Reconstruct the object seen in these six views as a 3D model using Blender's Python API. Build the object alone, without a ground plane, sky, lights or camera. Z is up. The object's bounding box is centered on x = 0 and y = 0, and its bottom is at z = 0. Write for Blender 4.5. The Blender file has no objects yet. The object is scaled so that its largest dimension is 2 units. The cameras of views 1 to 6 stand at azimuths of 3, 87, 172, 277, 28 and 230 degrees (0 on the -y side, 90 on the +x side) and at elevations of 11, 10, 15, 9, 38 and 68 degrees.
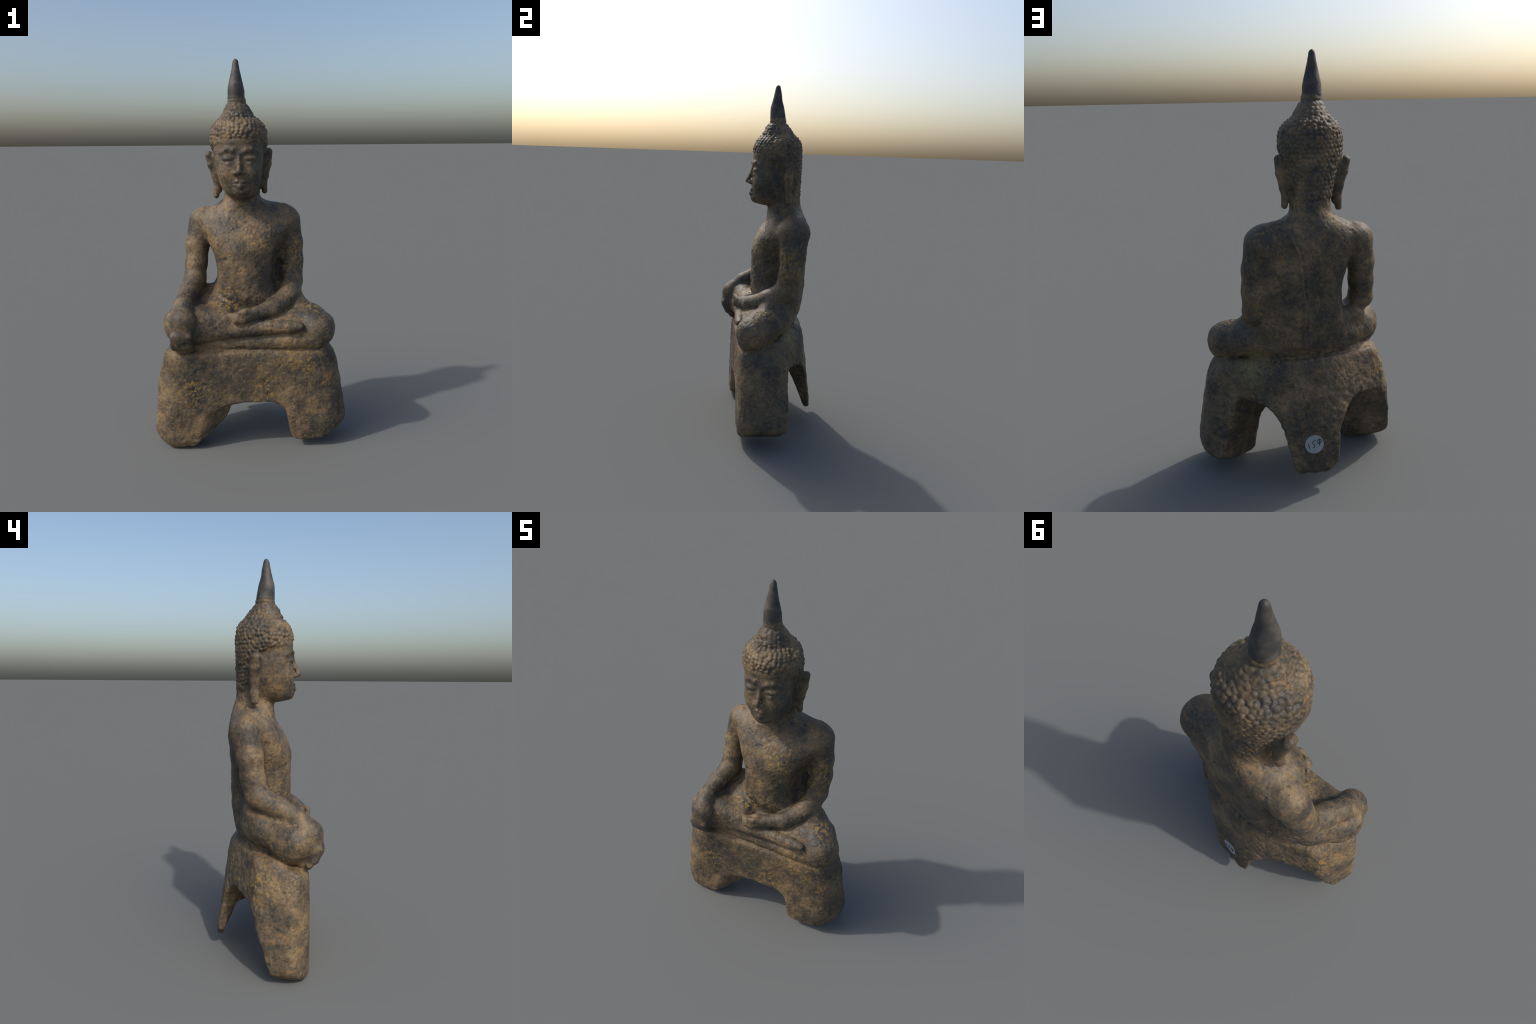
# Seated bronze meditation figure on a three-legged hollow pedestal.
# The body is described as a smooth blend of anatomical primitives (tapered
# limbs, lofted trunk and head, plane-bounded pedestal), polygonised as one
# continuous skin, given cast-metal relief, then divided into named parts.
import bpy, math
import numpy as np
from mathutils import Vector
from mathutils.kdtree import KDTree

CELL = 0.0036          # polygon size of the skin, metres

# ------------------------------------------------------------------ helpers
def pchip(zs, vals, q):
    """smooth monotone interpolation of a profile"""
    x = np.asarray(zs, float); y = np.asarray(vals, float)
    h = np.diff(x); d = np.diff(y) / h
    m = np.zeros_like(y)
    m[0], m[-1] = d[0], d[-1]
    for i in range(1, len(x) - 1):
        if d[i-1] * d[i] > 0:
            w1, w2 = 2*h[i] + h[i-1], h[i] + 2*h[i-1]
            m[i] = (w1 + w2) / (w1/d[i-1] + w2/d[i])
    q = np.clip(q, x[0], x[-1])
    k = np.clip(np.searchsorted(x, q) - 1, 0, len(h) - 1)
    t = (q - x[k]) / h[k]
    t2, t3 = t*t, t*t*t
    return ((2*t3 - 3*t2 + 1)*y[k] + (t3 - 2*t2 + t)*h[k]*m[k]
            + (-2*t3 + 3*t2)*y[k+1] + (t3 - t2)*h[k]*m[k+1])

def smin(a, b, k):
    h = np.maximum(k - np.abs(a - b), 0.0) / k
    return np.minimum(a, b) - h*h*k*0.25

def smax(a, b, k):
    return -smin(-a, -b, k)

class Frame:
    """yaw / pitch / roll about a pivot; identity when no angle is given"""
    def __init__(self, at=(0, 0, 0), yaw=0, pitch=0, roll=0):
        cz, sz = math.cos(math.radians(yaw)), math.sin(math.radians(yaw))
        cx, sx = math.cos(math.radians(pitch)), math.sin(math.radians(pitch))
        cy, sy = math.cos(math.radians(roll)), math.sin(math.radians(roll))
        Rz = np.array([[cz, -sz, 0], [sz, cz, 0], [0, 0, 1]])
        Rx = np.array([[1, 0, 0], [0, cx, -sx], [0, sx, cx]])
        Ry = np.array([[cy, 0, sy], [0, 1, 0], [-sy, 0, cy]])
        self.R = Rz @ Rx @ Ry
        self.at = np.array(at, float)
    def local(self, P):
        return (P - self.at) @ self.R
    def world(self, p):
        return np.asarray(p, float) @ self.R.T + self.at

def ellipsoid(c, r, frame=None):
    c = np.array(c, float); r = np.array(r, float)
    def f(P):
        q = (P if frame is None else frame.local(P)) - c
        k0 = np.linalg.norm(q / r, axis=1)
        k1 = np.linalg.norm(q / (r*r), axis=1) + 1e-9
        return k0*(k0 - 1.0)/k1
    if frame is None:
        return f, c - r, c + r
    w = frame.world(c); m = r.max()
    return f, w - m, w + m

def limb(points, flat=(1, 1, 1), frame=None, k=0.012):
    """chain of tapered capsules: points are (x, y, z, radius); flat squashes
    the section along an axis (distance is rescaled)"""
    pts = np.array(points, float)
    fl = np.array(flat, float)
    def f(P):
        q = (P if frame is None else frame.local(P)) / fl
        d = None
        for a, b in zip(pts[:-1], pts[1:]):
            pa = q - a[:3]/fl; ba = (b[:3] - a[:3])/fl
            h = np.clip(pa @ ba / (ba @ ba), 0, 1)
            di = np.linalg.norm(pa - h[:, None]*ba, axis=1) - (a[3] + (b[3]-a[3])*h)
            d = di if d is None else smin(d, di, k)
        return d * fl.min()
    w = pts[:, :3] if frame is None else frame.world(pts[:, :3])
    r = pts[:, 3].max()*fl.max()
    return f, w.min(0) - r, w.max(0) + r

def loft(rows, n=2.3, cap=0.02, frame=None):
    """stack of super-ellipse sections: rows are (z, cx, cy, rx, ry)"""
    R = np.array(rows, float)
    def f(P):
        q = P if frame is None else frame.local(P)
        z = q[:, 2]
        cx, cy, rx, ry = (pchip(R[:, 0], R[:, i], z) for i in (1, 2, 3, 4))
        ax = np.abs(q[:, 0] - cx)/rx + 1e-6
        ay = np.abs(q[:, 1] - cy)/ry + 1e-6
        g = (ax**n + ay**n)**(1.0/n)
        gx = (ax/g)**(n-1)/rx; gy = (ay/g)**(n-1)/ry
        d = (g - 1.0)/np.sqrt(gx*gx + gy*gy)
        return smax(d, np.maximum(R[0, 0] - z, z - R[-1, 0]), cap)
    lo = np.array([(R[:, 1]-R[:, 3]).min(), (R[:, 2]-R[:, 4]).min(), R[0, 0]])
    hi = np.array([(R[:, 1]+R[:, 3]).max(), (R[:, 2]+R[:, 4]).max(), R[-1, 0]])
    if frame is None:
        return f, lo, hi
    cs = np.array([[a, b, c] for a in (lo[0], hi[0]) for b in (lo[1], hi[1]) for c in (lo[2], hi[2])])
    w = frame.world(cs)
    return f, w.min(0), w.max(0)

def hull(sides, ends, k, box, radius=.05, front=None):
    """convex lump bounded by planes (point, outward normal): the upright sides
    meet in corners of the given radius, the ends are blended by k; 'front' is
    an optional (planes, radius) group rounded on its own"""
    unit = lambda L: [(np.array(p, float), np.array(nn, float)/np.linalg.norm(nn)) for p, nn in L]
    sd, en = unit(sides), unit(ends)
    fr = (unit(front[0]), front[1]) if front else None
    def rounded(D, r):
        D = D + r
        return (np.maximum(D, 0)**2.0).sum(0)**0.5 + np.minimum(D.max(0), 0) - r
    def f(P):
        D = [(P - p) @ nn for p, nn in sd]
        if fr:
            D.append(rounded(np.stack([(P - p) @ nn for p, nn in fr[0]]), fr[1]))
        side = rounded(np.stack(D), radius)
        D = np.stack([side] + [(P - p) @ nn for p, nn in en])
        m = D.max(0)
        return m + k*np.log(np.exp((D - m)/k).sum(0))
    return f, np.array(box[0], float), np.array(box[1], float)

# ------------------------------------------------------------------ anatomy
# each entry: part name, primitive, blend width, 'add' or 'cut'
# the pedestal and the figure are blended each in itself and then set together
# with a crisp crease
BODY = []
LUMP = [0]
def add(part, prim, k=0.012):
    BODY.append((part, prim, k, 'add', LUMP[0]))
def cut(prim, k=0.01):
    BODY.append((None, prim, k, 'cut', LUMP[0]))

# ---- pedestal: one sloping block, hollowed out below into two broad side
# legs and a thin rear tongue
def pedestal():
    add('pedestal', hull([
        ((0, .254, .30), (-.02, 1, .125)),          # rear
        ((-.45, .012, .5), (-.66, 1, .22)),         # rear corners cut off
        ((.45, .035, .5), (.60, 1, .16)),
    ], [
        ((0, -.2, .530), (0, -.25, 1)),             # seat
        ((0, -.200, .525), (.06, -.7, .7)),
        ((0, .215, .592), (0, .82, .57)),           # worn rear edge of the seat
        ((.30, .108, .575), (.42, .70, .75)),       # left rear rim drawn in
        ((-.36, -.15, .0), (.045, .10, -1)),        # soles
        ((.426, -.1, .535), (.75, .1, .66)),        # rounded shoulders of the block
        ((-.447, -.1, .520), (-.8, .1, .55)),
        ((-.474, -.14, .45), (-1, .15, .28)),
        ((-.408, -.218, .3), (-.57, -.82, .06)),    # front corners
        ((.430, -.140, .3), (.57, -.82, .06)),
        ((-.47, -.15, .030), (-.75, 0, -1)),
        ((.435, -.06, .062), (.78, 0, -1)),
        ((-.1, -.200, .02), (.088, -1, -.9)),
    ], .012, ((-.54, -.25, -.03), (.54, .31, .68)), .04, front=([
        ((-.3, -.213, .35), (.088, -1, .02)),       # front
        ((-.494, -.14, .30), (-1, .15, .09)),       # right flank
        ((.452, -.06, .50), (1, .10, .17)),         # left flank
    ], .085)), .01)
    cut(hull([                                      # arch through the front
        ((-.222, -.20, .10), (-.66, .75, .25)),
        ((.192, -.1, .17), (1, .05, .20)),
        ((0, -.2, .245), (0, -.22, 1)),
        ((0, .221, .2), (0, 1, .30)),
    ], [((0, .240, .1), (0, 1, .42))], .006, ((-.36, -.35, -.1), (.36, .3, .45)), .06), .016)
    cut(hull([                                      # hollow behind the right leg
        ((-.40, -.032, .1), (-.06, -.97, .33)),
        ((-.172, .26, .27), (.9, .35, .14)),
        ((-.205, .25, .33), (.9, .35, .9)),
        ((-.3, .11, .385), (0, -.30, 1)),
    ], [((-.3, .11, .40), (0, -.30, 1))], .006, ((-.6, -.2, -.1), (.12, .4, .47)), .03), .014)
    cut(hull([                                      # hollow behind the left leg
        ((.310, .080, .2), (.60, -.80, .14)),
        ((.116, .26, .27), (-.9, .35, .27)),
        ((.160, .25, .36), (-.9, .35, .9)),
        ((.3, .13, .415), (-.25, -.25, 1)),
    ], [((.3, .13, .43), (-.25, -.25, 1))], .006, ((-.12, -.2, -.1), (.6, .4, .53)), .03), .014)
    cut(hull([                                      # space under the seat
        ((-.112, -.1, .2), (-1, -.15, .3)),
        ((.192, -.1, .17), (1, -.2, .20)),
        ((0, -.2, .245), (0, -.22, 1)),
        ((0, .221, .2), (0, 1, .30)),
    ], [((0, .240, .1), (0, 1, .42))], .006, ((-.36, -.35, -.1), (.36, .3, .45)), .06), .016)
    add('pedestal', limb([(-.36, -.06, .540, .05), (-.22, .06, .590, .05)]), .02)
    void = lambda p, nn, box: cut(hull([(p, nn)], [(p, nn)], .003, box, .01), .012)
    void((.35, .065, .050), (0, -.8, 1), ((.2, .0, -.1), (.6, .2, .14)))
    void((-.4, -.040, .050), (0, -.65, .75), ((-.6, -.3, -.1), (-.36, .15, .16)))
    void((.074, .27, .092), (-.8, 0, 1), ((.0, .15, -.1), (.15, .4, .2)))
    void((-.130, .27, .095), (.8, 0, 1), ((-.2, .15, -.1), (-.05, .4, .2)))
    void((-.270, -.15, .03), (-.8, 0, 1), ((-.3, -.3, -.1), (-.1, 0, .12)))
    void((.265, -.06, .025), (.8, 0, 1), ((.12, -.3, -.1), (.3, .2, .12)))

# ---- crossed legs
def legs():
    add('leg', limb([(-.15, .085, .70, .09), (-.288, .0, .70, .086), (-.350, -.148, .668, .092)]), .03)
    add('leg', limb([(.13, .080, .70, .085), (.22, .045, .69, .085), (.30, -.015, .660, .090), (.348, -.080, .630, .097)]), .03)
    add('leg', ellipsoid((-.345, -.125, .655), (.095, .10, .103)), .02)
    add('torso', ellipsoid((0, -.02, .645), (.30, .155, .075)), .03)          # lap
    add('torso', limb([(-.22, .0, .715, .075), (-.15, -.055, .695, .075)]), .04)
    add('leg', limb([(-.30, -.13, .685, .085), (-.14, -.115, .665, .075)]), .03)
    add('leg', limb([(.30, -.045, .652, .090), (.17, -.075, .650, .072)]), .03)
    add('torso', limb([(-.16, .085, .785, .048), (-.27, .065, .785, .048)]), .03)     # web under the gap of the right arm
    add('leg', limb([(-.31, -.185, .63, .058), (-.22, -.155, .62, .050)]), .02)
    add('arm', limb([(.222, .04, .795, .048), (.245, .0, .740, .050)]), .03)
    # lower shin: from the left knee across the front edge of the seat
    add('leg', limb([(.345, -.10, .585, .062), (.2, -.120, .582, .052), (0, -.126, .570, .045),
                     (-.2, -.136, .556, .038), (-.30, -.140, .545, .030)]), .012)
    # upper shin and foot: from the right knee over it
    add('leg', limb([(-.33, -.14, .63, .075), (-.15, -.145, .640, .052), (.02, -.145, .650, .040)]), .014)
    add('foot', limb([(.0, -.146, .650, .040), (.10, -.150, .655, .036), (.20, -.156, .660, .030),
                      (.256, -.158, .662, .022)]), .010)
    add('foot', limb([(-.20, -.135, .555, .036), (-.30, -.142, .545, .030)]), .015)

# ---- trunk
def trunk():
    add('torso', loft([
        (.58, .0, .055, .24, .105), (.66, .0, .06, .22, .115), (.74, -.01, .06, .19, .135),
        (.80, -.026, .056, .164, .146), (.88, -.034, .052, .148, .148), (.96, -.034, .051, .152, .149),
        (1.03, -.032, .053, .176, .150), (1.09, -.032, .062, .204, .147), (1.15, -.034, .078, .226, .136),
        (1.20, -.038, .094, .215, .117), (1.245, -.043, .10, .158, .100), (1.285, -.047, .096, .10, .09)],
        n=2.35, cap=.03), .03)
    add('torso', limb([(-.030, -.088, .97, .016), (-.022, -.086, .80, .020)], flat=(1, .55, 1)), .008)   # sash end hanging on the belly
    # broad flat back, running into the left arm
    add('torso', limb([(.13, .142, 1.14, .075), (.15, .138, .95, .066), (.140, .112, .78, .075)]), .04)
    add('torso', limb([(.02, .145, 1.18, .074), (.045, .150, 1.0, .072), (.05, .145, .85, .070), (.04, .125, .71, .068), (-.06, .115, .70, .068)]), .05)
    add('torso', limb([(-.15, .130, 1.13, .070), (-.125, .125, .95, .060), (-.12, .115, .78, .075)]), .04)
    add('torso', limb([(-.23, .110, 1.185, .060), (-.05, .118, 1.235, .065), (.155, .145, 1.195, .068)]), .04)

def neck():
    add('neck', loft([(1.20, -.048, .092, .115, .10), (1.26, -.048, .088, .100, .098),
                      (1.31, -.046, .090, .092, .095), (1.38, -.046, .092, .092, .088)], n=2.2), .03)

# ---- arms
def arms():
    # right arm hangs free of the waist and reaches forward over the knee
    add('arm', limb([(-.262, .103, 1.165, .077), (-.290, .080, 1.05, .062), (-.297, .066, .95, .058),
                     (-.304, .040, .862, .058), (-.322, -.06, .815, .051), (-.336, -.14, .780, .048)], k=.02), .022)
    add('hand', limb([(-.336, -.15, .765, .050), (-.334, -.210, .70, .063), (-.335, -.220, .63, .057), (-.337, -.190, .565, .044)], k=.02), .012)
    for dx, dz in ((-.045, .012), (-.015, 0), (.015, 0), (.043, .012)):
        add('finger', limb([(-.335+dx*.85, -.258, .635, .019), (-.337+dx*.9, -.240, .585, .017),
                            (-.337+dx, -.212, .545+dz, .014)]), .014)
    # left arm: fused to the back, forearm lies across the lap
    add('arm', limb([(.183, .136, 1.168, .083), (.213, .130, 1.05, .063), (.220, .128, .95, .059),
                     (.216, .102, .85, .061)], flat=(1, 1.12, 1), k=.02), .025)
    add('arm', limb([(.214, .105, .84, .064), (.198, .0, .782, .056), (.12, -.095, .738, .045), (.04, -.135, .728, .036)], k=.02), .014)
    add('hand', limb([(.05, -.13, .726, .036), (-.02, -.155, .718, .042), (-.06, -.17, .712, .034)], flat=(1, 1, .8)), .012)
    for i in range(4):
        t = i/3
        add('finger', limb([(-.02-.005*t, -.150-.035*t, .708-.010*t, .017), (-.07, -.160-.030*t, .708-.006*t, .015),
                            (-.098+.02*t, -.158-.03*t, .721-.01*t, .012)]), .008)
    add('finger', limb([(.03, -.165, .738, .017), (-.02, -.185, .744, .014), (-.05, -.188, .738, .011)]), .008)
    cut(ellipsoid((-.045, -.160, .747), (.026, .018, .014)), .012)

# ---- head
HEAD = Frame((-.059, .04, 0), yaw=5)
def head():
    F = HEAD
    add('head', loft([
        (1.304, .010, -.03, .050, .055), (1.322, .009, -.035, .072, .090), (1.348, .007, -.028, .091, .114),
        (1.385, .005, -.027, .106, .120), (1.44, .002, -.022, .118, .123), (1.50, 0, -.018, .126, .127),
        (1.56, 0, -.008, .129, .135), (1.62, 0, .0, .132, .138), (1.68, 0, 0, .11, .11)], n=2.3, cap=.02, frame=F), .02)
    # brow ridges, eye sockets, lids
    for s in (-1, 1):
        cut(ellipsoid((s*.052, -.162, 1.506), (.040, .026, .022), F), .014)
        add('brow', limb([(s*.010, -.139, 1.533, .008), (s*.032, -.138, 1.548, .009), (s*.060, -.130, 1.552, .009), (s*.094, -.108, 1.536, .008)], frame=F), .010)
        add('eye', ellipsoid((s*.050, -.123, 1.508), (.036, .023, .018), F), .005)
        add('head', limb([(s*.024, -.135, 1.486, .006), (s*.052, -.137, 1.482, .006), (s*.084, -.118, 1.489, .006)], frame=F), .005)
        add('head', ellipsoid((s*.057+.002, -.103, 1.442), (.042, .036, .045), F), .03)
        add('nose', ellipsoid((s*.018-.003, -.153, 1.438), (.014, .018, .013), F), .008)
    add('nose', limb([(-.001, -.139, 1.532, .008), (-.002, -.155, 1.480, .009), (-.003, -.172, 1.445, .0135)], frame=F), .009)
    add('mouth', limb([(-.032, -.137, 1.392, .006), (-.010, -.146, 1.396, .008), (.004, -.146, 1.392, .007),
                       (.018, -.145, 1.396, .008), (.038, -.134, 1.392, .006)], frame=F), .005)
    add('mouth', limb([(-.024, -.140, 1.376, .008), (.004, -.148, 1.372, .0115), (.032, -.138, 1.376, .008)], frame=F), .004)
    add('head', ellipsoid((.008, -.116, 1.345), (.04, .034, .028), F), .02)
    # hair: cranium cap, ushnisha cone, flame finial
    add('hair', loft([
        (1.36, .012, .086, .082, .054), (1.42, .010, .075, .092, .066), (1.49, .008, .045, .114, .098), (1.545, .004, .022, .137, .122),
        (1.59, 0, .001, .146, .144), (1.63, 0, .001, .144, .143), (1.665, 0, .003, .134, .135),
        (1.70, 0, .005, .104, .110), (1.722, 0, .008, .06, .07)], n=2.03, cap=.012, frame=F), .008)
    add('hair', loft([
        (1.66, .000, .01, .108, .110), (1.70, -.003, .008, .094, .100), (1.728, -.004, .003, .078, .088),
        (1.76, -.006, -.001, .062, .068), (1.785, -.008, -.002, .050, .052), (1.81, -.009, -.003, .045, .046)],
        n=2, cap=.008, frame=F), .006)
    add('finial', loft([
        (1.79, -.010, -.003, .044, .045), (1.815, -.010, -.003, .0435, .0455), (1.84, -.010, -.005, .0435, .0435),
        (1.865, -.011, -.007, .0395, .041), (1.91, -.011, -.008, .0290, .029), (1.95, -.011, -.006, .0205, .0215),
        (1.985, -.011, -.006, .0145, .0145), (2.0, -.011, -.006, .009, .009)], n=2, cap=.014, frame=F), .005)
    # ears: long lobes standing away from the head like thick tapering plates
    add('ear', limb([(-.217, .066, 1.522, .0215), (-.206, .072, 1.475, .019), (-.188, .076, 1.41, .016),
                     (-.180, .076, 1.35, .015), (-.183, .072, 1.311, .0155)], flat=(1, 1.3, 1)), .014)
    add('ear', limb([(-.182, .064, 1.512, .024), (-.172, .07, 1.43, .020), (-.165, .073, 1.34, .013)], flat=(1, 1.2, 1)), .016)
    cut(ellipsoid((-.222, .036, 1.492), (.012, .008, .018)), .012)
    add('ear', limb([(.094, .099, 1.538, .021), (.089, .099, 1.475, .019), (.077, .103, 1.41, .017),
                     (.069, .105, 1.37, .015), (.073, .106, 1.333, .015)], flat=(1, 1.25, 1)), .014)
    add('ear', limb([(.062, .09, 1.52, .024), (.05, .095, 1.43, .020), (.045, .096, 1.36, .013)], flat=(1, 1.2, 1)), .016)
    cut(ellipsoid((.098, .066, 1.505), (.011, .008, .018)), .012)

pedestal()
LUMP[0] = 1
legs(); trunk(); neck(); arms(); head()

# ---- carved hollows and grooves
cut(limb([(.150, -.015, 1.045, .017), (.149, -.018, .95, .033), (.144, -.010, .872, .032)], flat=(1, 3.2, 1)), .014)   # pocket inside left arm
cut(limb([(-.213, .08, 1.025, .010), (-.207, .08, .95, .022), (-.212, .08, .875, .022)], flat=(1, 5, 1)), .012)   # gap inside right arm

def field(P, want_part=False):
    lumps = [np.full(len(P), 1.0), np.full(len(P), 1.0)]
    best = np.full(len(P), 9.0); tag = np.zeros(len(P), int)
    for i, (part, (f, lo, hi), k, op, lump) in enumerate(BODY):
        m = k + 0.045
        sel = np.nonzero(((P > lo - m) & (P < hi + m)).all(1))[0]
        if not len(sel):
            continue
        v = f(P[sel]); d = lumps[lump]
        if op == 'add':
            d[sel] = smin(d[sel], v, k)
            if want_part:
                b = v < best[sel]
                best[sel[b]] = v[b]; tag[sel[b]] = i
        else:
            d[sel] = smax(d[sel], -v, k)
    d = smin(lumps[0], lumps[1], .007)
    return (d, tag) if want_part else d

# ------------------------------------------------------------------ polygonise (surface nets)
def polygonise(h):
    lo = np.array([-.56, -.34, -.04]); hi = np.array([.56, .34, 2.04])
    B = 8
    nb = np.ceil((hi - lo)/(h*B)).astype(int)
    gi = np.stack(np.meshgrid(*[np.arange(n) for n in nb], indexing='ij'), -1).reshape(-1, 3)
    centre = lo + (gi + .5)*B*h
    near = np.abs(field(centre)) < B*h*1.3 + .022
    shape = nb*B + 2
    G = np.full(shape, np.nan, np.float32)
    off = np.stack(np.meshgrid(*[np.arange(B+1)]*3, indexing='ij'), -1).reshape(-1, 3)
    blocks = gi[near]
    # nan elsewhere keeps far cells out of the surface test
    for s in range(0, len(blocks), 600):
        idx = (blocks[s:s+600, None, :]*B + off[None]).reshape(-1, 3)
        G[idx[:, 0], idx[:, 1], idx[:, 2]] = field(lo + idx*h)
    neg = G < 0
    ok = ~np.isnan(G)
    c8 = [(a, b, c) for a in (0, 1) for b in (0, 1) for c in (0, 1)]
    sl = lambda A, o: A[o[0]:A.shape[0]-1+o[0], o[1]:A.shape[1]-1+o[1], o[2]:A.shape[2]-1+o[2]]
    cnt = sum(sl(neg, o).astype(np.int8) for o in c8)
    full = np.logical_and.reduce([sl(ok, o) for o in c8])
    act = full & (cnt > 0) & (cnt < 8)
    I = np.argwhere(act)
    vid = np.full(act.shape, -1, np.int32); vid[act] = np.arange(len(I))
    acc = np.zeros((len(I), 3)); w = np.zeros(len(I))
    for a in range(3):
        for b in c8:
            if b[a]:
                continue
            e = list(b); e[a] = 1
            A = I + b; C = I + e
            va = G[A[:, 0], A[:, 1], A[:, 2]]; vc = G[C[:, 0], C[:, 1], C[:, 2]]
            x = (va < 0) != (vc < 0)
            t = np.where(x, va/(va - vc + 1e-20), 0)
            p = np.array(b, float) + np.eye(3)[a]*t[:, None]
            acc[x] += p[x]; w[x] += 1
    V = lo + (I + acc/w[:, None])*h
    faces = []
    for a in range(3):
        b, c = (a+1) % 3, (a+2) % 3
        s0 = [slice(1, -1)]*3; s1 = [slice(1, -1)]*3
        s0[a] = slice(0, -1); s1[a] = slice(1, None)
        n0, n1 = neg[tuple(s0)], neg[tuple(s1)]
        k0, k1 = ok[tuple(s0)], ok[tuple(s1)]
        E = np.argwhere((n0 != n1) & k0 & k1)
        flip = n1[E[:, 0], E[:, 1], E[:, 2]]
        base = E + 1; base[:, a] -= 1
        q = []
        for ob, oc in ((-1, -1), (0, -1), (0, 0), (-1, 0)):
            t = base.copy(); t[:, b] += ob; t[:, c] += oc
            q.append(vid[t[:, 0], t[:, 1], t[:, 2]])
        Q = np.stack(q, 1)
        Q[flip] = Q[flip][:, ::-1]
        faces.append(Q[(Q >= 0).all(1)])
    return V, np.concatenate(faces)

# ------------------------------------------------------------------ relief noise
RNG = np.random.default_rng(159)
def value_noise(P, size, seed):
    r = np.random.default_rng(seed); n = 64
    T = r.random((n, n, n))*2 - 1
    q = P/size + r.random(3)*50
    i = np.floor(q).astype(int); t = q - i; t = t*t*t*(t*(t*6 - 15) + 10)
    out = 0
    for a in (0, 1):
        for b in (0, 1):
            for c in (0, 1):
                w = (t[:, 0] if a else 1-t[:, 0])*(t[:, 1] if b else 1-t[:, 1])*(t[:, 2] if c else 1-t[:, 2])
                out = out + w*T[(i[:, 0]+a) % n, (i[:, 1]+b) % n, (i[:, 2]+c) % n]
    return out

def vertex_normals(V, Q):
    n = np.cross(V[Q[:, 2]] - V[Q[:, 0]], V[Q[:, 3]] - V[Q[:, 1]])
    N = np.zeros_like(V)
    for k in range(4):
        for a in range(3):
            N[:, a] += np.bincount(Q[:, k], n[:, a], len(V))
    return N/(np.linalg.norm(N, axis=1)[:, None] + 1e-12)

def smooth(V, Q, rounds):
    for _ in range(rounds):
        S = np.zeros_like(V); cnt = np.zeros(len(V))
        for k in range(4):
            for o in (1, 3):
                cnt += np.bincount(Q[:, k], minlength=len(V))
                for a in range(3):
                    S[:, a] += np.bincount(Q[:, k], V[Q[:, (k+o) % 4], a], len(V))
        V = V*.5 + .5*S/np.maximum(cnt, 1)[:, None]
    return V

V, Q = polygonise(CELL)
V = smooth(V, Q, 2)
_, tag = field(V, True)
PART_NAMES = sorted({b[0] for b in BODY if b[0]})
prim_part = [b[0] for b in BODY]
N = vertex_normals(V, Q)
vpart = np.array([prim_part[t] for t in tag], dtype=object)

# hair curls: staggered rows of knobs round the cranium and up the cone
def hairline(u, v, z):
    """True where the scalp carries curls (head-frame coordinates)"""
    front = np.interp(v, [-.15, -.11, -.06, .0, .05, .075, .09, .19], [1.612, 1.606, 1.585, 1.555, 1.535, 1.44, 1.362, 1.350])
    return z > front

def curls():
    L = HEAD.local(V)
    ishair = (vpart == 'hair') | ((vpart == 'head') & (L[:, 2] > 1.5)) | ((vpart == 'neck') & (L[:, 1] > .06) & (L[:, 2] > 1.36))
    ishair &= hairline(L[:, 0], L[:, 1], L[:, 2]) & (L[:, 2] < 1.79)
    idx = np.nonzero(ishair)[0]
    kd = KDTree(len(idx))
    for j, i in enumerate(idx):
        kd.insert(V[i], j)
    kd.balance()
    seeds = []
    z = 1.372; row = 0
    while z < 1.785:
        ring = idx[np.abs(L[idx, 2] - z) < .006]
        r = 0.15 if len(ring) == 0 else np.percentile(np.hypot(L[ring, 0], L[ring, 1]), 70)
        m = max(8, int(round(2*math.pi*r/.0228)))
        for a in range(m):
            th = 2*math.pi*(a + .5*(row % 2))/m + RNG.normal(0, .022)
            zz = z + RNG.normal(0, .0025)
            p = HEAD.world([r*math.cos(th), r*math.sin(th), zz])
            co, j, dist = kd.find(p)
            if dist < .05 and abs(co[2] - zz) < .012:
                seeds.append(co)
        slope = np.interp(z, [1.36, 1.60, 1.66, 1.70, 1.73, 1.79], [.020, .020, .016, .0112, .018, .018])
        z += slope; row += 1
    # drop crowded ones
    keep = []
    for s in seeds:
        if all((s - k).length > .0150 for k in keep):
            keep.append(s)
    return keep, ishair

CURLS, on_hair = curls()
kd = KDTree(len(CURLS))
for j, c in enumerate(CURLS):
    kd.insert(c, j)
kd.balance()
curl_id = np.full(len(V), -1)
bump = np.zeros(len(V))
size = RNG.uniform(.82, 1.08, len(CURLS)); tall = RNG.uniform(.55, 1.2, len(CURLS))
near_hair = np.nonzero(on_hair)[0]
for i in near_hair:
    co, j, dist = kd.find(V[i])
    r = .0120*size[j]
    worn = np.interp(co[2], [1.36, 1.5, 1.6, 1.71, 1.73], [.75, .85, 1.0, 1.0, .55])
    if dist < r:
        curl_id[i] = j
        bump[i] = .0052*tall[j]*worn*(1 - (dist/r)**2)
    else:
        bump[i] = -.0050*worn*min(1, (dist - r)/.005)

is_base = np.isin(vpart, ['pedestal', 'pedestal_leg'])
is_fin = vpart == 'finial'
is_face = np.isin(vpart, ['head', 'arm', 'hand', 'finger', 'eye', 'brow', 'nose', 'mouth', 'ear'])
amp = np.where(is_fin, .25, np.where(is_face, .35, np.where(is_base, .8, .8)))
rel = (.0024*value_noise(V, .070, 1) + .0021*value_noise(V, .028, 2)
       + .0013*value_noise(V, .013, 3) + .0006*value_noise(V, .007, 4))
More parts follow.
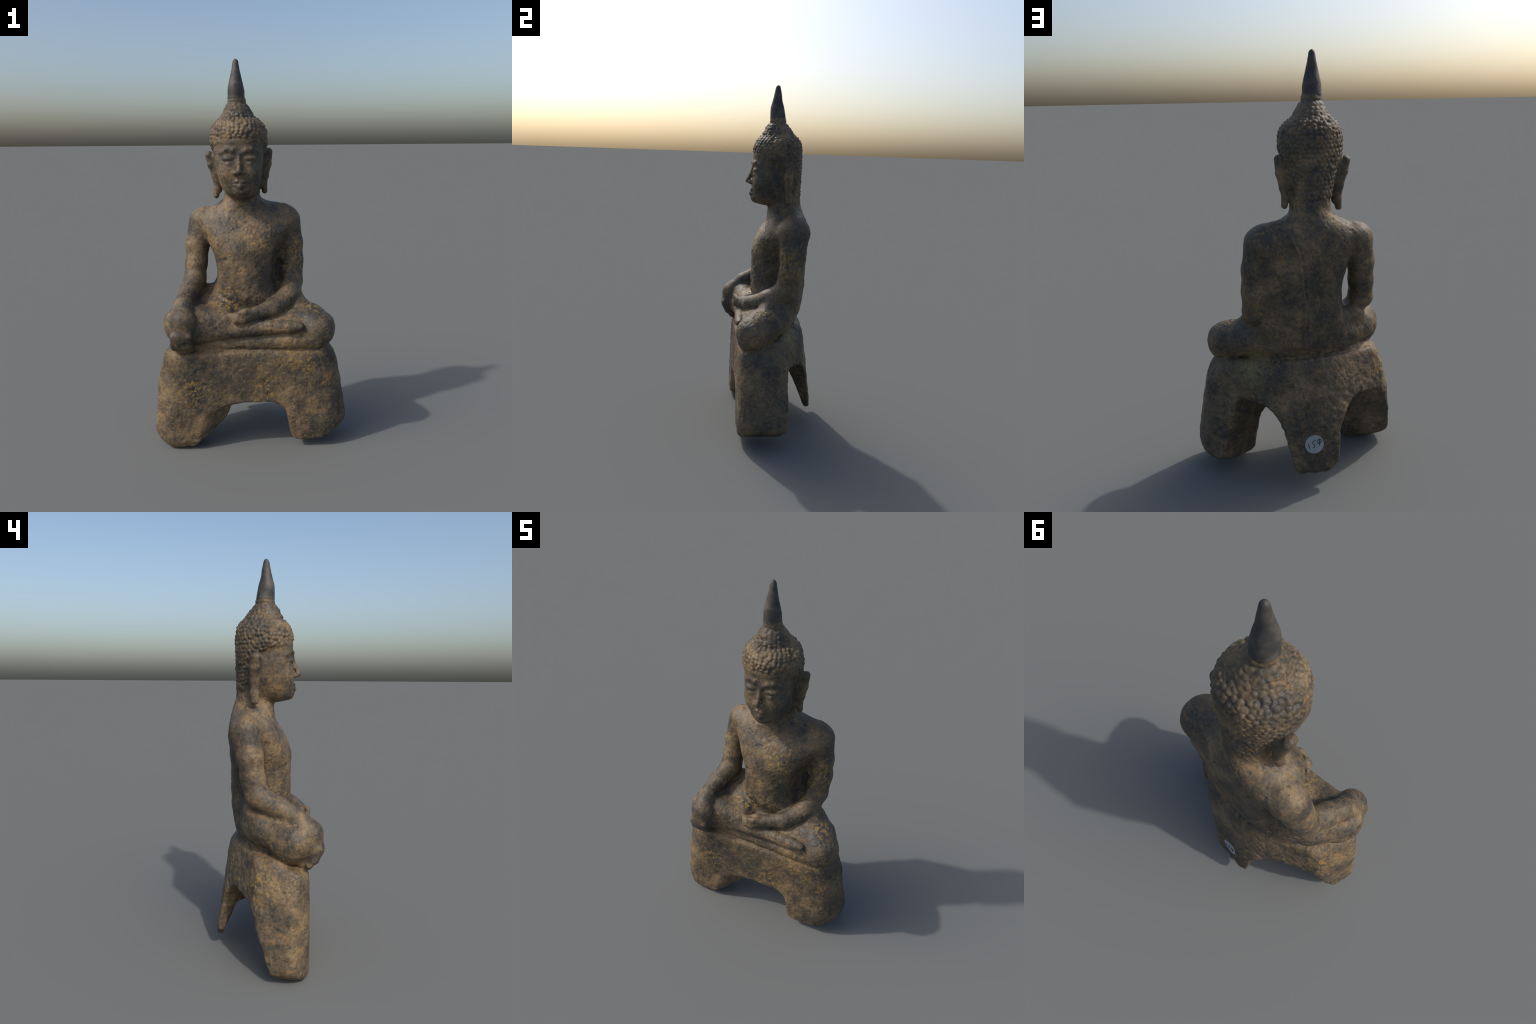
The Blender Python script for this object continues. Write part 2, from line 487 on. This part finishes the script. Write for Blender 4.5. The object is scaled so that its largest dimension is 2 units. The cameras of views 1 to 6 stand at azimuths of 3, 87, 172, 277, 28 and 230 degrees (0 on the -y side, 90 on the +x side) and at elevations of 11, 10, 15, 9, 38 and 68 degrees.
# scattered casting pits
pit = value_noise(V, .011, 5)
rel -= .0034*np.clip(pit - .52, 0, 1)*2
# rough broken metal on the hidden inner faces of the pedestal
inner = is_base & (V[:, 2] < .5) & ((np.abs(V[:, 0]) < .25) | (V[:, 1] > .0)) & (N[:, 1] > -.6)
rel += np.where(inner, .0035*value_noise(V, .022, 6), 0)
# edge of the shoulder cloth running down the back
edge_x = np.interp(V[:, 2], [.72, .85, 1.0, 1.15, 1.24], [.000, .000, .010, .030, .075])
on_back = np.clip((N[:, 1] - .4)*4, 0, 1)*np.clip((V[:, 2] - .70)/.05, 0, 1)*np.clip((1.23 - V[:, 2])/.05, 0, 1)*(vpart == 'torso')
dx = V[:, 0] - edge_x
bump += on_back*(.0058*np.exp(-((dx - .005)/.0065)**2) - .0034*np.exp(-((dx + .008)/.007)**2))
V = V + N*(rel*amp + bump)[:, None]
V[:, 2] -= V[:, 2].min()
V[:, 2] *= 2.0/V[:, 2].max()
N = vertex_normals(V, Q)

# ------------------------------------------------------------------ materials
def node_material(name):
    m = bpy.data.materials.new(name); m.use_nodes = True
    nt = m.node_tree; nt.nodes.clear()
    out = nt.nodes.new('ShaderNodeOutputMaterial')
    bsdf = nt.nodes.new('ShaderNodeBsdfPrincipled')
    nt.links.new(bsdf.outputs[0], out.inputs[0])
    return m, nt, bsdf

class Net:
    def __init__(self, nt):
        self.nt = nt
        self.co = nt.nodes.new('ShaderNodeTexCoord').outputs['Object']
    def noise(self, scale, detail=4, rough=.6, offset=(0, 0, 0), stretch=(1, 1, 1), distort=0):
        mp = self.nt.nodes.new('ShaderNodeMapping')
        mp.inputs['Location'].default_value = offset
        mp.inputs['Scale'].default_value = stretch
        self.nt.links.new(self.co, mp.inputs[0])
        n = self.nt.nodes.new('ShaderNodeTexNoise')
        n.inputs['Scale'].default_value = scale
        n.inputs['Detail'].default_value = detail
        n.inputs['Roughness'].default_value = rough
        n.inputs['Distortion'].default_value = distort
        self.nt.links.new(mp.outputs[0], n.inputs['Vector'])
        return n.outputs['Fac']
    def ramp(self, src, a, b, lo=0.0, hi=1.0):
        r = self.nt.nodes.new('ShaderNodeMapRange'); r.interpolation_type = 'SMOOTHSTEP'
        r.inputs[1].default_value = a; r.inputs[2].default_value = b
        r.inputs[3].default_value = lo; r.inputs[4].default_value = hi
        self.nt.links.new(src, r.inputs[0]); return r.outputs[0]
    def math(self, op, a, b):
        n = self.nt.nodes.new('ShaderNodeMath'); n.operation = op
        for s, v in zip(n.inputs, (a, b)):
            if isinstance(v, (int, float)):
                s.default_value = v
            else:
                self.nt.links.new(v, s)
        return n.outputs[0]
    def mix(self, fac, a, b):
        n = self.nt.nodes.new('ShaderNodeMix'); n.data_type = 'RGBA'
        for s, v in ((n.inputs[0], fac), (n.inputs[6], a), (n.inputs[7], b)):
            if isinstance(v, tuple):
                s.default_value = (*v, 1)
            elif isinstance(v, (int, float)):
                s.default_value = v
            else:
                self.nt.links.new(v, s)
        return n.outputs[2]
    def patch(self, at, r0, r1):
        """soft spot of matter round a place on the figure"""
        mp = self.nt.nodes.new('ShaderNodeVectorMath'); mp.operation = 'DISTANCE'
        self.nt.links.new(self.co, mp.inputs[0]); mp.inputs[1].default_value = at
        return self.ramp(mp.outputs['Value'], r0, r1, 1.0, 0.0)

def bronze(name):
    m, nt, b = node_material(name)
    n = Net(nt)
    big = n.noise(6.5, 3, .55, (3, 1, 7))                       # broad drifts of earth against bare metal
    mid = n.noise(27, 6, .70, (0, 5, 2), distort=.3)            # patches a few centimetres wide
    fine = n.noise(85, 4, .65, (4, 4, 4))                       # grain
    mixv = n.math('ADD', n.math('MULTIPLY', big, .95), n.math('ADD', n.math('MULTIPLY', mid, .60), n.math('MULTIPLY', fine, .45)))
    col = n.mix(n.ramp(mixv, .84, 1.04), (.037, .035, .031), (.100, .076, .049))
    col = n.mix(n.ramp(mixv, 1.015, 1.20), col, (.198, .138, .075))
    slate = n.ramp(n.noise(20, 5, .68, (5, 8, 1)), .54, .66)
    col = n.mix(n.math('MULTIPLY', slate, .32), col, (.060, .061, .059))                          # grey-blue patina
    rust = n.ramp(n.noise(24, 6, .72, (9, 4, 2), distort=.4), .555, .66)
    col = n.mix(n.math('MULTIPLY', rust, .60), col, (.235, .125, .046))                           # rusty earth
    olive = n.ramp(n.noise(15, 5, .65, (1, 6, 4)), .58, .70)
    col = n.mix(n.math('MULTIPLY', olive, .45), col, (.085, .092, .058))                          # olive patina
    for at, r0, r1, f, c in (((-.03, -.20, .43), .05, .17, .65, (.072, .058, .041)), ((.02, -.08, 1.49), .03, .13, .60, (.060, .060, .048)),
                             ((.06, -.09, .87), .02, .11, .55, (.055, .056, .045)), ((-.21, .03, 1.24), .02, .10, .60, (.088, .090, .083)),
                             ((.45, -.05, .25), .06, .20, .50, (.066, .058, .046)), ((.30, -.12, .62), .03, .10, .40, (.080, .072, .062))):
        col = n.mix(n.math('MULTIPLY', n.patch(at, r0, r1), n.math('MULTIPLY', n.ramp(mid, .62, .42), f)), col, c)   # muted brown, olive and grey tones round set spots, broken by noise
    gl = n.ramp(n.noise(42, 6, .75, (2, 2, 9), distort=.3), .49, .60)
    spots = None
    for at, r0, r1 in (((.06, -.09, 1.10), .02, .12), ((.24, .06, 1.0), .03, .14), ((.25, -.19, .51), .04, .15),
                       ((.08, -.2, .33), .02, .12), ((-.43, .02, .47), .03, .13), ((-.12, -.09, .77), .02, .12),
                       ((-.30, -.21, .33), .02, .12), ((-.02, -.1, 1.20), .02, .09), ((.33, -.05, .74), .02, .08)):
        p = n.patch(at, r0, r1)
        spots = p if spots is None else n.math('MAXIMUM', spots, p)
    gm = n.math('MULTIPLY', gl, n.math('ADD', n.math('MULTIPLY', spots, .74), .13))
    col = n.mix(gm, col, (.300, .188, .050))                                                      # ochre gilding remains
    sx = nt.nodes.new('ShaderNodeSeparateXYZ'); nt.links.new(n.co, sx.inputs[0])
    seat = n.math('ABSOLUTE', n.math('SUBTRACT', sx.outputs[2], n.math('ADD', n.math('MULTIPLY', sx.outputs[1], .22), .585)), 0.0)
    silt = n.math('MULTIPLY', n.ramp(seat, .0, .055, 1.0, 0.0), n.ramp(n.noise(30, 6, .72, (3, 9, 9)), .44, .60))
    col = n.mix(n.math('MULTIPLY', silt, .60), col, (.225, .145, .062))                           # earth left along the seat line
    moss = n.math('MULTIPLY', n.math('MAXIMUM', n.patch((.26, .165, .590), .02, .12), n.patch((-.09, .215, .610), .0, .03)),
                  n.ramp(n.noise(38, 5, .7, (7, 7, 7)), .46, .55))
    col = n.mix(n.math('MULTIPLY', moss, .7), col, (.185, .190, .062))                                                    # yellow-green verdigris
    speck = n.ramp(n.noise(120, 3, .6, (6, 2, 1)), .60, .74)
    col = n.mix(n.math('MULTIPLY', speck, .45), col, (.225, .172, .100))
    dark = n.ramp(n.noise(70, 4, .65, (8, 1, 3)), .57, .68)
    col = n.mix(n.math('MULTIPLY', dark, .70), col, (.026, .027, .028))
    nt.links.new(col, b.inputs['Base Color'])
    nt.links.new(n.ramp(mid, .3, .7, .44, .70), b.inputs['Roughness'])
    b.inputs['Specular IOR Level'].default_value = .35
    bp = nt.nodes.new('ShaderNodeBump'); bp.inputs['Strength'].default_value = .45; bp.inputs['Distance'].default_value = .004
    nt.links.new(n.math('ADD', n.noise(95, 4, .65), n.math('MULTIPLY', n.noise(240, 2, .5), .4)), bp.inputs['Height'])
    nt.links.new(bp.outputs[0], b.inputs['Normal'])
    return m

def dark_bronze():
    m, nt, b = node_material('dark_smooth_bronze')
    n = Net(nt)
    col = n.mix(n.ramp(n.noise(16, 4, .6), .4, .65), (.030, .030, .029), (.072, .063, .050))
    nt.links.new(col, b.inputs['Base Color'])
    b.inputs['Roughness'].default_value = .62
    return m

def plain(name, c, rough):
    m, nt, b = node_material(name)
    n = Net(nt)
    nt.links.new(n.mix(n.ramp(n.noise(40, 3), .35, .65), c, tuple(v*.86 for v in c)), b.inputs['Base Color'])
    b.inputs['Roughness'].default_value = rough
    return m

BRONZE = bronze('weathered_bronze')
FINIAL = dark_bronze()
PAPER = plain('pale_blue_label_paper', (.30, .325, .345), .6)
INK = plain('black_pen_ink', (.015, .015, .018), .5)

# ------------------------------------------------------------------ split the skin into named parts
root = bpy.data.objects.new('seated_meditation_statue', None)
bpy.context.collection.objects.link(root)
root['label'] = 'weathered bronze seated figure on three legged pedestal'
root['category'] = 'bronze statue'

def piece(name, fsel, parent, mat, kind=None):
    q = Q[fsel]
    used, inv = np.unique(q, return_inverse=True)
    me = bpy.data.meshes.new(name)
    me.from_pydata(V[used].tolist(), [], inv.reshape(-1, 4).tolist())
    me.polygons.foreach_set('use_smooth', [True]*len(me.polygons))
    me.update()
    me.normals_split_custom_set_from_vertices(N[used].tolist())
    me.materials.append(mat)
    ob = bpy.data.objects.new(name, me)
    bpy.context.collection.objects.link(ob)
    ob.parent = parent
    if kind:
        ob['kind'] = kind
    return ob

# which prims make up each object: limbs of the two sides are separate objects
prim_obj = [b[0] for b in BODY]
names = []
first = {}
for i, b in enumerate(BODY):
    names.append(b[0])
side = np.where(V[:, 0] < -.02, 0, 1)
# face label = majority: use the first vertex's primitive
fprim = tag[Q[:, 0]]
fname = np.array([prim_part[t] for t in fprim], dtype=object)
fz = V[Q].mean(1)
fl = HEAD.local(fz)
hair_zone = ((fname == 'hair') | ((fname == 'head') & (fl[:, 2] > 1.5)) | ((fname == 'neck') & (fl[:, 2] > 1.36))) & hairline(fl[:, 0], fl[:, 1], fl[:, 2])
fname[(fname == 'hair') & ~hair_zone] = 'head'
fname[hair_zone] = 'hair'

ped = fname == 'pedestal'
legz = np.where(fz[:, 1] > .16, .36, .27)
low = ped & (fz[:, 2] < legz) & ((np.abs(fz[:, 0]) > .17) | (fz[:, 1] > .12))
fname[low] = 'pedestal_leg'
group = np.array([str(s) for s in fname], dtype=object)
paired = {'arm', 'hand', 'leg', 'foot', 'ear', 'eye', 'brow'}
HX = -.064
for i in range(len(BODY)):
    nm = prim_part[i]
    if nm in ('finger',):
        group[(fname == nm) & (fprim == i)] = f'finger#{i}'
rear = (fz[:, 1] > .16) & (np.abs(fz[:, 0]) < .21)
group[low & rear] = 'pedestal_leg#c'
group[low & ~rear & (fz[:, 0] < 0)] = 'pedestal_leg#a'
group[low & ~rear & (fz[:, 0] > 0)] = 'pedestal_leg#b'
legprims = [i for i in range(len(BODY)) if prim_part[i] == 'leg']
for nm in paired:
    sel = fname == nm
    if nm == 'leg':
        rightside = np.isin(fprim, [legprims[0], legprims[3]])
    elif nm == 'foot':
        rightside = fz[:, 0] > -.06
    elif nm in ('arm', 'hand'):
        rightside = fz[:, 0] < (-.15)
    else:
        rightside = fl[:, 0] < 0
    group[sel & rightside] = nm + '#a'
    group[sel & ~rightside] = nm + '#b'

parts = {}
for g in sorted(set(group)):
    nm = g.split('#')[0]
    if nm in ('finger', 'hair', 'eye', 'brow', 'nose', 'mouth', 'ear'):
        continue
    parts[g] = piece(nm, group == g, root, FINIAL if nm == 'finial' else BRONZE)
hair = None
fcurl = curl_id[Q].max(1)
fcurl[(curl_id[Q] < 0).any(1)] = -1
fcurl[group != 'hair'] = -1
for g in sorted(set(group)):
    nm = g.split('#')[0]
    if nm in ('eye', 'brow', 'nose', 'mouth', 'ear'):
        piece(nm, group == g, parts['head'], BRONZE)
    elif nm == 'finger':
        sel = group == g
        if sel.sum() < 6:
            continue
        side_hand = parts['hand#a'] if fz[sel, 0].mean() < -.2 else parts['hand#b']
        piece(nm, sel, side_hand, BRONZE)
ids, cnts = np.unique(fcurl[fcurl >= 0], return_counts=True)
order = ids[np.argsort(-cnts)][:300]
hair = piece('hair', (group == 'hair') & ~np.isin(fcurl, order), root, BRONZE, 'stuff')
for j in sorted(order):
    piece('hair_curl', fcurl == j, hair, BRONZE)

# ------------------------------------------------------------------ round paper label with a handwritten number
tongue = [o for g, o in parts.items() if g.startswith('pedestal_leg')]
def surface_y(x, z):
    """y of the rear tongue's outer face at (x, z)"""
    sel = (np.abs(V[:, 0]-x) < .012) & (np.abs(V[:, 2]-z) < .012) & (V[:, 1] > .2) & (N[:, 1] > .5)
    return V[sel, 1].mean() if sel.any() else .262
LX, LZ, LR = -.027, .216, .045
up = np.array([0, surface_y(LX, LZ+.04)-surface_y(LX, LZ-.04), .08]); up /= np.linalg.norm(up)
rt = np.array([-.08, surface_y(LX-.04, LZ)-surface_y(LX+.04, LZ), 0]); rt /= np.linalg.norm(rt)
nrm = np.cross(rt, up); nrm /= np.linalg.norm(nrm)
LC = np.array([LX, surface_y(LX, LZ), LZ])
yy = max((V[k] - LC) @ nrm for k in np.nonzero((np.hypot(V[:, 0]-LX, V[:, 2]-LZ) < LR) & (V[:, 1] > .2) & (N[:, 1] > .5))[0])
LC = LC + nrm*(yy*.6)
def disc(name, radius, lift, thick, mat, parent):
    me = bpy.data.meshes.new(name); n = 48
    vs = []; fs = []
    for h in (-thick, 0):
        for k in range(n):
            a = 2*math.pi*k/n
            vs.append(LC + nrm*(lift+h) + rt*radius*math.cos(a) + up*radius*math.sin(a))
    fs.append(list(range(n, 2*n))); fs.append(list(range(n))[::-1])
    fs += [[k, (k+1) % n, n+(k+1) % n, n+k] for k in range(n)]
    me.from_pydata([tuple(v) for v in vs], [], fs); me.update(); me.materials.append(mat)
    ob = bpy.data.objects.new(name, me); bpy.context.collection.objects.link(ob); ob.parent = parent
    return ob
label = disc('paper_label', LR, .0012, .006, PAPER, root)
# pen strokes in label coordinates (right, up), one unit = label radius
STROKES = {
    'digit_one': [[(-.64, .08), (-.58, -.16), (-.50, -.50)]],
    'digit_five': [[(.12, .48), (-.22, .27), (-.14, .0), (.02, .02), (.04, -.14), (-.04, -.30), (-.16, -.36)]],
    'digit_nine': [[(.58, .56), (.42, .50), (.30, .20), (.38, .10), (.56, .06), (.70, .24), (.72, .42), (.56, .58), (.55, .40), (.55, .10), (.55, -.18)]],
}
for nm, lines in STROKES.items():
    cu = bpy.data.curves.new(nm, 'CURVE'); cu.dimensions = '3D'
    cu.bevel_depth = .0019; cu.bevel_resolution = 2; cu.use_fill_caps = True
    for ln in lines:
        sp = cu.splines.new('POLY'); sp.points.add(len(ln)-1)
        for p, (a, c) in zip(sp.points, ln):
            p.co = (*(LC + nrm*.0010 + rt*a*LR + up*c*LR), 1)
    tmp = bpy.data.objects.new(nm, cu); bpy.context.collection.objects.link(tmp)
    me = bpy.data.meshes.new_from_object(tmp.evaluated_get(bpy.context.evaluated_depsgraph_get()))
    bpy.data.objects.remove(tmp)
    me.materials.clear(); me.materials.append(INK)
    ob = bpy.data.objects.new(nm, me); bpy.context.collection.objects.link(ob); ob.parent = label
print('verts', len(V), 'curls', len(CURLS), 'parts', len(bpy.data.objects))
